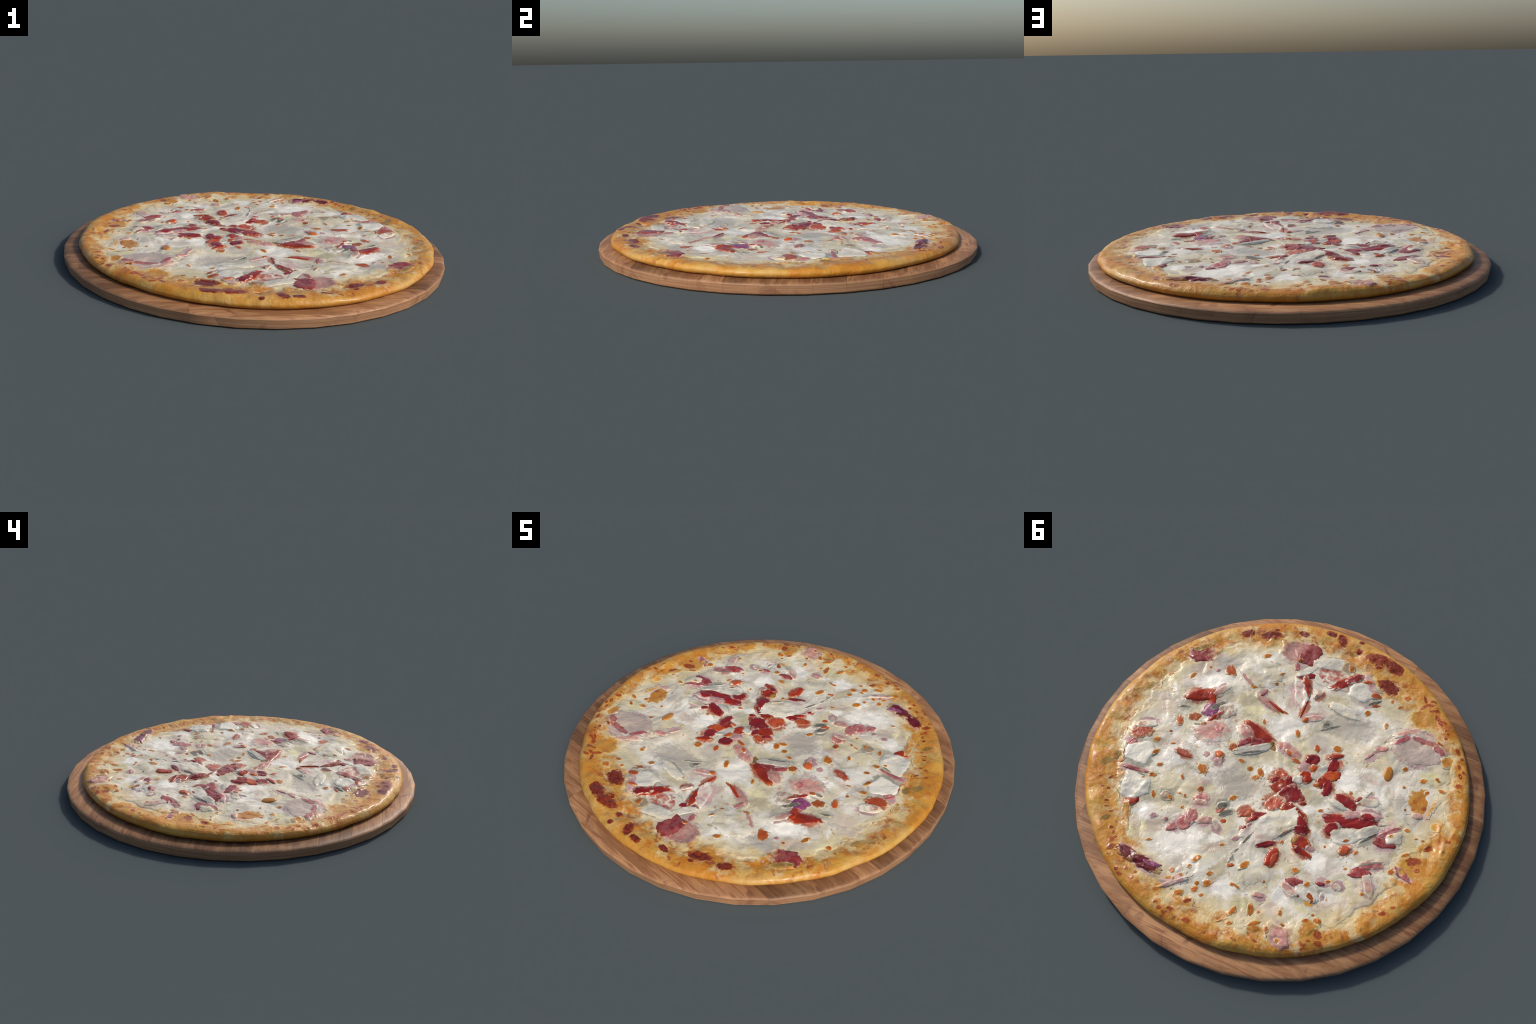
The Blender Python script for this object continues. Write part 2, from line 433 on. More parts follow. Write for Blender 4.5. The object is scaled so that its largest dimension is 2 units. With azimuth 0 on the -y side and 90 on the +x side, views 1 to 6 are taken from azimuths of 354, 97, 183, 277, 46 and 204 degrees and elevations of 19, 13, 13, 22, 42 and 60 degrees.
    ('spot', -0.477, 0.331, 0.017, 0.012, -155),
    ('ham', -0.682, -0.061, 0.045, 0.023, -168, 0.3),
    ('halo', -0.856, -0.120, 0.086, 0.080, -155, 0.3),
    ('halo', -0.784, -0.042, 0.049, 0.045, -155, 0.3),
    ('char', -0.708, 0.460, 0.041, 0.023, -150),
    ('char', -0.741, 0.415, 0.027, 0.016, -155),
    ('char', -0.859, 0.009, 0.031, 0.019, -155),
    ('halo', -0.717, 0.295, 0.072, 0.028, 178, 0.35),
    ('ham_pale', -0.567, -0.401, 0.243, 0.189, -169, 0.12, 0, 'kite'),
    ('ham_dark', -0.473, -0.421, 0.097, 0.026, -128, 0.1),
    ('ham_dark', -0.581, -0.459, 0.173, 0.039, -177, 0.25, 0, 'bend'),
    ('ham_dark', -0.656, -0.437, 0.063, 0.037, 154, 0.2),
    ('ham', -0.484, -0.477, 0.155, 0.034, -141, 0.3),
    ('ham', -0.394, -0.329, 0.057, 0.020, -149, 0.1),
    ('ham', -0.355, -0.268, 0.048, 0.012, -120, 0.15),
    ('seed', -0.476, -0.215, 0.064, 0.035, -79),
    ('spot', -0.541, -0.278, 0.032, 0.023, -133),
    ('spot', -0.645, -0.251, 0.034, 0.027, -155),
    ('spot', -0.571, -0.181, 0.016, 0.016, -155),
    ('spot', -0.364, -0.475, 0.021, 0.023, -155),
    ('spot', -0.369, -0.457, 0.014, 0.014, -155),
    ('spot', -0.253, -0.502, 0.030, 0.035, -155),
    ('spot', -0.392, -0.603, 0.030, 0.021, -155),
    ('spot', -0.341, -0.621, 0.020, 0.022, -155),
    ('spot', -0.406, -0.670, 0.045, 0.036, -143),
    ('spot', -0.684, -0.197, 0.032, 0.024, -178),
    ('spot', -0.076, -0.721, 0.030, 0.049, -155),
    ('spot', -0.201, -0.797, 0.035, 0.037, -155),
    ('spot', -0.704, -0.284, 0.033, 0.015, 153),
    ('spot', -0.741, -0.235, 0.036, 0.016, 170),
    ('spot', -0.351, -0.044, 0.018, 0.021, -155),
    ('spot', -0.359, -0.737, 0.049, 0.030, -179),
    ('spot', -0.416, -0.711, 0.013, 0.012, -155),
    ('halo', -0.520, -0.592, 0.145, 0.149, -155, 0.1),
    ('halo', -0.716, -0.396, 0.071, 0.050, -123, 0.1),
    ('halo', -0.792, -0.361, 0.065, 0.138, -155, 0.15),
    ('halo', -0.528, -0.667, 0.131, 0.112, 157, 0.2),
    ('char', -0.492, -0.695, 0.051, 0.020, 127),
    ('char', -0.505, -0.662, 0.069, 0.024, -122),
    ('char', -0.529, -0.673, 0.034, 0.023, -155),
    ('char', -0.532, -0.700, 0.043, 0.021, -167),
    ('char', -0.569, -0.654, 0.034, 0.023, -179),
    ('char', -0.585, -0.617, 0.037, 0.029, 136),
    ('char', -0.618, -0.601, 0.057, 0.025, -179),
    ('char', -0.610, -0.588, 0.039, 0.017, 157),
    ('char', -0.546, -0.646, 0.044, 0.015, -155),
    ('char', -0.743, -0.475, 0.037, 0.027, 147),
    ('char', -0.775, -0.445, 0.023, 0.022, -155),
    ('char', -0.776, -0.394, 0.041, 0.019, 127),
    ('char', -0.797, -0.346, 0.047, 0.024, 118),
    ('char', -0.805, -0.373, 0.031, 0.019, 118),
    ('char', -0.806, -0.292, 0.041, 0.026, -155),
    ('char', -0.647, -0.478, 0.037, 0.022, -179),
    ('char', -0.662, -0.549, 0.019, 0.017, -155),
    ('char', -0.662, -0.521, 0.019, 0.019, -155),
    ('char', -0.649, -0.565, 0.022, 0.014, -155),
    ('beet', 0.452, 0.679, 0.124, 0.049, 172),
    ('beet', 0.358, 0.693, 0.136, 0.054, 176),
    ('onion', 0.334, 0.682, 0.065, 0.023, -172, 0.15),
    ('ham_dark', 0.295, 0.431, 0.064, 0.055, -141, 0.05),
    ('ham_dark', 0.282, 0.391, 0.071, 0.047, -88, 0.08),
    ('ham_dark', 0.340, 0.478, 0.042, 0.032, -132),
    ('ham_bit', 0.446, 0.461, 0.031, 0.025, -155),
    ('ham_bit', 0.384, 0.454, 0.022, 0.018, -155),
    ('ham', 0.210, 0.382, 0.074, 0.031, -154, 0.15),
    ('ham', 0.155, 0.384, 0.055, 0.019, 141, 0.35),
    ('ham_dark', 0.278, 0.289, 0.057, 0.048, -170, 0.1),
    ('brown', 0.309, 0.243, 0.028, 0.027, -155),
    ('ham', 0.277, 0.309, 0.055, 0.025, -163, 0.3),
    ('pepper', 0.578, 0.436, 0.062, 0.039, -138, 0.05),
    ('pepper', 0.569, 0.367, 0.094, 0.012, -107, 0.3),
    ('ham', 0.566, 0.364, 0.077, 0.020, -101, 0.5),
    ('ham_dark', 0.639, 0.276, 0.149, 0.019, -172, 0.1, 0.2),
    ('gill', 0.606, 0.293, 0.048, 0.007, 179),
    ('white_slab', 0.602, 0.360, 0.140, 0.110, -174, 0, 0, 'slab'),
    ('mushroom_brown', 0.442, 0.343, 0.053, 0.040, -172, 0.2),
    ('ham_mauve', 0.201, 0.721, 0.128, 0.021, -138, 0.3),
    ('spot', 0.556, 0.273, 0.039, 0.026, -155),
    ('spot', 0.551, 0.206, 0.031, 0.023, -155),
    ('spot', 0.353, 0.139, 0.061, 0.042, 144),
    ('spot', 0.419, 0.222, 0.032, 0.018, 135),
    ('spot', 0.501, 0.362, 0.044, 0.021, 128),
    ('spot', 0.417, 0.345, 0.031, 0.023, 145),
    ('spot', 0.392, 0.305, 0.024, 0.013, -177),
    ('spot', 0.360, 0.307, 0.022, 0.015, 136),
    ('spot', 0.344, 0.366, 0.016, 0.015, -155),
    ('spot', 0.147, 0.219, 0.044, 0.022, -127),
    ('spot', 0.158, 0.571, 0.048, 0.027, -122),
    ('spot', 0.173, 0.618, 0.022, 0.021, -122),
    ('spot', 0.406, 0.579, 0.025, 0.012, -155),
    ('spot', 0.235, 0.667, 0.025, 0.025, -155),
    ('spot', 0.190, 0.673, 0.025, 0.019, -155),
    ('spot', 0.233, 0.708, 0.029, 0.018, -155),
    ('spot', 0.072, 0.614, 0.027, 0.022, -155),
    ('spot', 0.059, 0.659, 0.041, 0.032, -155),
    ('spot', 0.103, 0.677, 0.022, 0.022, -155),
    ('spot', 0.101, 0.708, 0.037, 0.030, -112),
    ('spot', 0.255, 0.779, 0.041, 0.027, -155),
    ('spot', 0.157, 0.753, 0.043, 0.027, -155),
    ('spot', 0.586, 0.304, 0.023, 0.011, -155),
    ('spot', 0.211, 0.702, 0.017, 0.014, -155),
    ('char', 0.563, 0.651, 0.030, 0.023, -132),
    ('char', 0.553, 0.633, 0.022, 0.015, -155),
    ('char', 0.543, 0.685, 0.056, 0.030, -127),
    ('char', 0.536, 0.719, 0.022, 0.012, -155),
    ('char', 0.442, 0.785, 0.045, 0.022, -176),
    ('char', 0.468, 0.771, 0.029, 0.023, -155),
    ('char', 0.425, 0.750, 0.024, 0.019, -155),
    ('char', 0.382, 0.782, 0.022, 0.016, -155),
    ('char', 0.380, 0.750, 0.020, 0.019, -155),
    ('char', 0.595, 0.596, 0.025, 0.018, -132),
    ('char', 0.673, 0.509, 0.027, 0.012, -155),
    ('char', 0.686, 0.483, 0.025, 0.011, -155),
    ('char', 0.743, 0.425, 0.023, 0.013, -177),
    ('char', 0.713, 0.423, 0.020, 0.016, -155),
    ('char', 0.731, 0.366, 0.032, 0.014, -120),
    ('char', 0.779, 0.383, 0.025, 0.012, -155),
    ('char', 0.572, 0.615, 0.018, 0.018, -155),
    ('char', 0.641, 0.523, 0.022, 0.011, -143),
    ('halo', 0.572, 0.503, 0.041, 0.166, -155, 0.3),
    ('halo', 0.657, 0.464, 0.041, 0.103, -155, 0.35),
    ('halo', 0.434, 0.760, 0.120, 0.075, 174, 0.3),
    ('ham', -0.328, 0.747, 0.129, 0.080, -40, 0.15, 0.35),
    ('smoked_ham', -0.293, 0.487, 0.065, 0.032, -159, 0.1),
    ('smoked_ham', -0.324, 0.534, 0.038, 0.021, 168),
    ('ham', -0.284, 0.529, 0.091, 0.036, 160, 0.3),
    ('mushroom', -0.367, 0.506, 0.121, 0.091, -173, 0.35),
    ('spot', -0.351, 0.473, 0.029, 0.025, -124),
    ('smoked_ham', -0.405, 0.446, 0.036, 0.018, -174),
    ('char', -0.386, 0.522, 0.044, 0.027, 153),
    ('spot', -0.432, 0.422, 0.028, 0.019, -155),
    ('ham_bit', -0.442, 0.506, 0.047, 0.026, 129, 0.3),
    ('char', -0.403, 0.539, 0.021, 0.014, -155),
    ('ham', -0.479, 0.428, 0.035, 0.023, 173, 0.4),
    ('spot', -0.274, 0.434, 0.035, 0.028, -176),
    ('spot', -0.168, 0.541, 0.014, 0.011, -155),
    ('spot', -0.297, 0.646, 0.028, 0.019, 115),
    ('spot', -0.102, 0.729, 0.052, 0.026, -108),
    ('spot', -0.171, 0.687, 0.067, 0.028, -69),
    ('spot', -0.065, 0.616, 0.045, 0.011, 164),
    ('spot', -0.044, 0.617, 0.022, 0.016, -176),
    ('spot', -0.207, 0.683, 0.014, 0.013, -155),
    ('spot', -0.215, 0.743, 0.063, 0.025, -139),
    ('spot', -0.271, 0.743, 0.035, 0.024, 144),
    ('spot', -0.221, 0.761, 0.027, 0.024, -155),
    ('spot', -0.221, 0.800, 0.048, 0.017, 145),
    ('spot', -0.255, 0.791, 0.014, 0.012, -155),
    ('spot', -0.414, 0.635, 0.038, 0.022, -139),
    ('spot', -0.461, 0.613, 0.040, 0.031, -176),
    ('spot', -0.433, 0.595, 0.017, 0.011, -155),
    ('spot', -0.331, 0.693, 0.024, 0.012, -176),
    ('spot', -0.338, 0.772, 0.021, 0.020, -155),
    ('spot', -0.065, 0.791, 0.027, 0.019, -155),
    ('spot', -0.115, 0.787, 0.026, 0.022, -155),
    ('spot', 0.060, 0.720, 0.026, 0.018, -155),
    ('spot', 0.155, 0.752, 0.039, 0.029, -155),
    ('ham', -0.170, 0.615, 0.040, 0.015, -170, 0.1),
    ('halo', -0.451, 0.678, 0.096, 0.131, -155, 0.15),
    ('char', -0.487, 0.671, 0.051, 0.043, 143),
    ('char', -0.507, 0.707, 0.046, 0.028, -176),
    ('char', -0.463, 0.715, 0.025, 0.013, -155),
    ('halo', -0.237, 0.783, 0.092, 0.104, -155, 0.3),
    ('char', 0.155, 0.836, 0.043, 0.021, -165),
    ('char', 0.103, 0.771, 0.042, 0.023, -144),
    ('char', 0.066, 0.854, 0.047, 0.025, -175),
    ('char', 0.254, 0.781, 0.032, 0.022, -155),
    ('char', 0.200, 0.851, 0.030, 0.022, -155),
    ('char', 0.226, 0.835, 0.026, 0.014, -155),
    ('char', 0.176, 0.864, 0.027, 0.013, 147),
    ('char', -0.155, 0.845, 0.013, 0.010, -155),
    ('char', -0.252, 0.814, 0.030, 0.011, 174),
]

# kind -> part name, thickness, shape exponent, edge roughness
KINDS = {
    'ham': ('ham_slice', .0055, 3.0, .16), 'ham_dark': ('ham_slice', .0055, 2.6, .18), 'ham_pale': ('ham_slice', .0065, 2.4, .10),
    'ham_mauve': ('ham_slice', .0065, 2.6, .2), 'ham_bit': ('ham_bit', .003, 2.0, .25), 'smoked_ham': ('smoked_ham_slice', .006, 2.6, .18),
    'pepper': ('pepper_strip', .0075, 2.6, .12), 'pepper_orange': ('pepper_strip', .006, 2.2, .22), 'pepper_brown': ('pepper_strip', .006, 2.4, .18),
    'pepper_bit': ('pepper_bit', .0028, 2.0, .28), 'rind': ('pepper_rind', .004, 2.0, .2), 'tomato': ('tomato_piece', .0065, 2.6, .2),
    'tomato_sauce': ('tomato_sauce', .0022, 2.0, .25), 'mushroom': ('mushroom_slice', .0062, 2.6, .14), 'mushroom_brown': ('mushroom_slice', .006, 2.2, .15),
    'gill': ('mushroom_gill', .0045, 2.0, .15), 'white_slab': ('mushroom_slice', .0085, 3.0, .10), 'onion': ('onion_piece', .008, 2.0, .2),
    'beet': ('dried_tomato_piece', .0085, 2.2, .42), 'seed': ('pepper_seed', .0065, 2.0, .03), 'spot': ('browned_cheese_spot', .0012, 2.0, .30),
    'brown': ('browned_cheese_spot', .002, 2.0, .25), 'char': ('charred_spot', .0012, 2.0, .32), 'burn': ('charred_spot', .0014, 2.2, .25),
    'halo': ('toast_and_shade_patch', .0008, 2.0, .25), 'dent_shade': ('toast_and_shade_patch', .0008, 2.0, .25),  # orange toasting, plus olive-brown shade painted over the crust dents
    'white_pool': ('melted_cheese_pool', .0005, 2.0, .35), 'grey_pool': ('melted_cheese_pool', .0005, 2.0, .35), 'olive_pool': ('melted_cheese_pool', .0005, 2.0, .35),
    'butter_pool': ('melted_cheese_pool', .0005, 2.0, .35), 'blush_pool': ('melted_cheese_pool', .0005, 2.0, .35),
    'pink_stain': ('grease_stain', .0007, 2.0, .35), 'red_stain': ('sauce_stain', .0007, 2.0, .4), 'grey_shade_stain': ('crevice_shade_patch', .0006, 2.0, .3),  # the grey kind is painted crevice shade
}
FLUSH = {'white_pool', 'grey_pool', 'olive_pool', 'butter_pool', 'blush_pool', 'spot', 'brown', 'char', 'burn', 'halo', 'dent_shade', 'ham_bit', 'pepper_bit', 'tomato_sauce', 'pink_stain', 'red_stain', 'grey_shade_stain'}


THIN, SPREAD = .62, 1.3     # pieces have sunk in the melt, and melted out sideways


def form_of(row):
    kind, x, y, l, w, ang = row[:6]
    cover = row[6] if len(row) > 6 else 0.0
    side = row[7] if len(row) > 7 else 0.0
    form = row[8] if len(row) > 8 else ''
    k = 1.15 if kind == 'spot' else 1.6 if kind == 'burn' else SPREAD if max(l, w) < .09 else 1.14
    return kind, x, y, l * k, max(w, .010) * k, ang, cover, side, form


def shape_rule(form, n):
    """taper along the length, bend across it, exponent of the rounded box"""
    taper, bend = 0.0, 0.0
    if form == 'slab':
        n = max(n, 3.6)
    if form == 'taper':
        taper = .62
    if form == 'taper2':
        taper = -.35
    if form == 'kite':
        taper, n = .18, 2.3
    if form == 'bend':
        bend = .35
    if form == 'bend+':
        bend = -.5
    return taper, bend, n


# ---- first pass: how far the thick pieces push up the cheese around them
CELL, HALF = .004, 1.0
GN = int(2 * HALF / CELL)
gax = (np.arange(GN) + .5) * CELL - HALF
GX, GY = np.meshgrid(gax, gax, indexing="ij")


def footprint(row, grow=1.0):
    kind, x, y, l, w, ang, cover, side, form = form_of(row)
    taper, bend, n = shape_rule(form, KINDS[kind][2])
    r = max(l, w) * .6 + .02
    i0, i1 = (int((v + HALF) / CELL) for v in (x - r, x + r))
    j0, j1 = (int((v + HALF) / CELL) for v in (y - r, y + r))
    sl = (slice(max(i0, 0), min(i1, GN)), slice(max(j0, 0), min(j1, GN)))
    c, s = math.cos(math.radians(ang)), math.sin(math.radians(ang))
    dx, dy = GX[sl] - x, GY[sl] - y
    u = (dx * c + dy * s) / (l * .5 * grow)
    v = (-dx * s + dy * c) / (w * .5 * grow) - bend * (u * u - .4)
    v = v / np.clip(1 - taper * (np.clip(u, -1, 1) + 1) * .5, .2, 2)
    return sl, np.abs(np.clip(u, -3, 3))**n + np.abs(np.clip(v, -3, 3))**n


def blur(h, sigma):
    m = int(3 * sigma / CELL) + 1
    k = np.exp(-.5 * (np.arange(-m, m + 1) * CELL / sigma)**2)
    k /= k.sum()
    for ax in (0, 1):
        h = np.apply_along_axis(lambda r: np.convolve(r, k, mode="same"), ax, h)
    return h


def sample(grid, x, y):
    fx, fy = np.clip((x + HALF) / CELL - .5, 0, GN - 1.001), np.clip((y + HALF) / CELL - .5, 0, GN - 1.001)
    i, j = fx.astype(int), fy.astype(int)
    a, b = fx - i, fy - j
    return (grid[i, j] * (1 - a) * (1 - b) + grid[i + 1, j] * a * (1 - b)
            + grid[i, j + 1] * (1 - a) * b + grid[i + 1, j + 1] * a * b)


push = np.zeros((GN, GN))
for row in TOPPINGS:
    if row[0] in FLUSH:
        continue
    sl, q = footprint(row)
    push[sl] = np.maximum(push[sl], THIN * KINDS[row[0]][1] * (q < 1))
MOUND = .75 * blur(push, .012)


def top_height(x, y):
    return cheese_height(x, y) + sample(MOUND, x, y)


# ------------------------------------------------------------------ materials
def mat_new(name):
    m = bpy.data.materials.new(name)
    m.use_nodes = True
    m.node_tree.nodes.clear()
    return m, m.node_tree


class Net:
    """Small wrapper that keeps node networks readable."""
    def __init__(self, tree):
        self.t = tree

    def node(self, kind, **kw):
        n = self.t.nodes.new(kind)
        for k, v in kw.items():
            setattr(n, k, v)
        return n

    def put(self, sock, v):
        if isinstance(v, bpy.types.NodeSocket):
            self.t.links.new(v, sock)
        elif isinstance(v, tuple) and len(v) == 3 and sock.type == 'RGBA':
            sock.default_value = (*v, 1)
        else:
            sock.default_value = v

    def math(self, op, a, b=0.0, c=None, clamp=False):
        n = self.node('ShaderNodeMath', operation=op, use_clamp=clamp)
        self.put(n.inputs[0], a)
        self.put(n.inputs[1], b)
        if c is not None:
            self.put(n.inputs[2], c)
        return n.outputs[0]

    def noise(self, vec, scale, detail=3, rough=.55, distort=0.0):
        n = self.node('ShaderNodeTexNoise')
        self.put(n.inputs['Vector'], vec)
        for k, v in (('Scale', scale), ('Detail', detail), ('Roughness', rough), ('Distortion', distort)):
            n.inputs[k].default_value = v
        return n.outputs['Fac']

    def voronoi(self, vec, scale, feature='F1'):
        n = self.node('ShaderNodeTexVoronoi', feature=feature)
        self.put(n.inputs['Vector'], vec)
        n.inputs['Scale'].default_value = scale
        return n.outputs['Distance']

    def step(self, x, lo, hi, to0=0.0, to1=1.0):
        n = self.node('ShaderNodeMapRange', interpolation_type='SMOOTHSTEP')
        for i, v in enumerate((x, lo, hi, to0, to1)):
            self.put(n.inputs[i], v)
        return n.outputs[0]

    def mix(self, f, a, b, blend='MIX'):
        n = self.node('ShaderNodeMix', data_type='RGBA', blend_type=blend)
        self.put(n.inputs['Factor'], f)
        self.put(n.inputs[6], a)
        self.put(n.inputs[7], b)
        return n.outputs[2]

    def offset(self, vec, d):
        n = self.node('ShaderNodeVectorMath', operation='ADD')
        self.put(n.inputs[0], vec)
        n.inputs[1].default_value = d
        return n.outputs[0]

    def scaled(self, vec, s):
        n = self.node('ShaderNodeVectorMath', operation='MULTIPLY')
        self.put(n.inputs[0], vec)
        n.inputs[1].default_value = s
        return n.outputs[0]

    def length(self, vec):
        n = self.node('ShaderNodeVectorMath', operation='LENGTH')
        self.put(n.inputs[0], vec)
        return n.outputs['Value']

    def xyz(self, vec):
        n = self.node('ShaderNodeSeparateXYZ')
        self.put(n.inputs[0], vec)
        return n.outputs

    def position(self):
        return self.node('ShaderNodeNewGeometry').outputs['Position']

    def bump(self, h, strength, dist, normal=None):
        n = self.node('ShaderNodeBump')
        n.inputs['Strength'].default_value = strength
        n.inputs['Distance'].default_value = dist
        self.put(n.inputs['Height'], h)
        if normal is not None:
            self.put(n.inputs['Normal'], normal)
        return n.outputs[0]

    def surface(self, color, rough, normal=None, coat=0.0, sss=0.0, spec=.5):
        b = self.node('ShaderNodeBsdfPrincipled')
        self.put(b.inputs['Base Color'], color)
        self.put(b.inputs['Roughness'], rough)
        self.put(b.inputs['Specular IOR Level'], spec)
        if normal is not None:
            self.put(b.inputs['Normal'], normal)
        b.inputs['Coat Weight'].default_value = coat
        b.inputs['Coat Roughness'].default_value = .18
        if sss:
            b.inputs['Subsurface Weight'].default_value = sss
            b.inputs['Subsurface Radius'].default_value = (.02, .012, .006)
            b.inputs['Subsurface Scale'].default_value = .3
        o = self.node('ShaderNodeOutputMaterial')
        self.t.links.new(b.outputs[0], o.inputs[0])


def build_surface_group():
    """Colour of the pizza top at a place: melted cheese in the middle, toasted dough outside."""
    g = bpy.data.node_groups.new('pizza_top_colour', 'ShaderNodeTree')
    g.interface.new_socket('Color', in_out='OUTPUT', socket_type='NodeSocketColor')
    g.interface.new_socket('Crust', in_out='OUTPUT', socket_type='NodeSocketFloat')
    k = Net(g)
    p = k.position()
    flat = k.scaled(p, (1, 1, .15))
    x, y, z = k.xyz(p)
    # distance past the edge of the cheese, with the rim drawn as a curve over the angle
    dx, dy = k.math('SUBTRACT', x, CENTRE[0]), k.math('SUBTRACT', y, CENTRE[1])
    ang = k.math('ARCTAN2', dy, dx)
    fc = k.node('ShaderNodeFloatCurve')
    cm = fc.mapping
    cur = cm.curves[0]
    for i in range(37):
        pos = i / 36
        val = float(cheese_rim(-180 + 360 * pos))
        if i == 0:
            cur.points[0].location = (0, val)
        elif i == 36:
            cur.points[-1].location = (1, val)
        else:
            cur.points.new(pos, val)
    cm.update()
    k.put(fc.inputs['Value'], k.math('MULTIPLY_ADD', ang, 1 / TAU, .5))
    rr = k.math('SQRT', k.math('ADD', k.math('MULTIPLY', dx, dx), k.math('MULTIPLY', dy, dy)))
    past = k.math('SUBTRACT', rr, fc.outputs[0])
    wob = k.noise(flat, 9, 5, .62, .3)
    past = k.math('ADD', past, k.math('MULTIPLY_ADD', wob, .30, -.15))

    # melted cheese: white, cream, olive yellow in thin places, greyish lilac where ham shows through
    n1, n2 = k.noise(flat, 4.5, 4, .5, .5), k.noise(k.offset(flat, (4, 7, 0)), 4.6, 3, .5, .7)
    n3, n4 = k.noise(k.offset(flat, (9, 1, 0)), 6, 3, .55, .5), k.noise(k.offset(flat, (1, 5, 3)), 9.5, 3, .55, .5)
    c = k.mix(k.step(n1, .40, .60), (.68, .615, .48), (.79, .73, .605))
    c = k.mix(k.math('MULTIPLY', k.step(n3, .49, .64), .75), c, (.54, .455, .375))
    c = k.mix(k.math('MULTIPLY', k.step(n2, .46, .66), .80), c, (.64, .545, .33))
    c = k.mix(k.math('MULTIPLY', k.step(n4, .52, .68), .65), c, (.43, .38, .25))
    c = k.mix(k.math('MULTIPLY', k.step(n4, .45, .30), .85), c, (.84, .79, .69))
    c = k.mix(k.math('MULTIPLY', k.step(k.noise(k.offset(flat, (7, 7, 7)), 8, 3, .6, .6), .56, .68), .6), c, (.56, .34, .27))
    speck = k.step(k.noise(k.offset(flat, (2, 8, 5)), 42, 2, .5, .2), .665, .72)
    c = k.mix(k.math('MULTIPLY', speck, .75), c, (.46, .23, .04))
    # pale yellow fringe
    fringe = k.math('MULTIPLY', k.step(past, -.13, .0), .7)
    c = k.mix(fringe, c, (.67, .51, .22))

    # dough: golden, with toasted mottling on the inner slope
    d1, d2 = k.noise(k.offset(flat, (2, 2, 2)), 7, 5, .6, .4), k.noise(k.offset(flat, (6, 3, 1)), 24, 6, .68, .3)
    dough = k.mix(k.step(d1, .34, .66), (.59, .315, .055), (.53, .215, .022))
    dough = k.mix(k.math('MULTIPLY', k.step(k.noise(k.offset(flat, (8, 8, 0)), 5, 3), .5, .66), .5), dough, (.62, .44, .16))
    mott = k.math('MULTIPLY', k.step(d2, .46, .56), k.step(past, .17, .05))
    mott = k.math('MULTIPLY', mott, k.step(d1, .32, .50))
    dough = k.mix(k.math('MULTIPLY', mott, .85), dough, (.50, .155, .012))
    dark = k.math('MULTIPLY', k.step(k.noise(k.offset(flat, (3, 9, 1)), 30, 4, .6, .2), .55, .65), k.step(past, .14, .04))
    dough = k.mix(k.math('MULTIPLY', dark, .8), dough, (.28, .055, .02))
    # pale creamy islands between
    isl = k.math('MULTIPLY', k.step(k.noise(k.offset(flat, (5, 0, 4)), 14, 4, .6), .50, .60), k.step(past, .11, .03))
    dough = k.mix(k.math('MULTIPLY', isl, .8), dough, (.68, .52, .25))
    # orange-brown wall; shade low on it is put into darker browns
    wall = k.step(k.math('ADD', z, k.math('MULTIPLY', d1, .012)), .098, .070)
    dough = k.mix(k.math('MULTIPLY', wall, .55), dough, (.48, .21, .028))
    foot = k.step(k.math('ADD', z, k.math('MULTIPLY', d1, .01)), .079, .064)
    dough = k.mix(k.math('MULTIPLY', foot, .8), dough, (.30, .10, .015))
    crust = k.math('MAXIMUM', k.step(past, -.035, .035), k.step(rr, .845, .885))
    out = k.node('NodeGroupOutput')
    k.put(out.inputs['Color'], k.mix(crust, c, dough))
    k.put(out.inputs['Crust'], crust)
    return g


TOP_GROUP = build_surface_group()


def top_colour(k):
    n = k.node('ShaderNodeGroup')
    n.node_tree = TOP_GROUP
    return n.outputs['Color'], n.outputs['Crust']


def greasy_normal(k, p, strength=1.0, crust=None):
    a = k.noise(p, 11, 2, .5, .8)
    crease = k.math('ABSOLUTE', k.math('SUBTRACT', k.noise(k.offset(p, (3, 1, 0)), 13, 2, .5, 1.2), .5))
    crease = k.step(crease, .0, .05)
    h = k.math('MULTIPLY_ADD', crease, .06, a)
    h = k.math('MULTIPLY_ADD', k.noise(p, 48, 3, .6), .09, h)
    if crust is not None:
        h = k.math('ADD', h, k.math('MULTIPLY', crust, k.math('MULTIPLY', k.noise(p, 30, 5, .65, .3), .5)))
    return k.bump(h, .36 * strength, .022)


def make_top_material(name):
    m, t = mat_new(name)
    k = Net(t)
    c, crust = top_colour(k)
    p = k.position()
    rough = k.math('MULTIPLY_ADD', k.noise(p, 9, 3), .50, .10)
    rough = k.math('ADD', rough, k.math('MULTIPLY', crust, .10))
    k.surface(c, rough, greasy_normal(k, p, 1.0, crust), coat=.14, spec=.3)
    return m


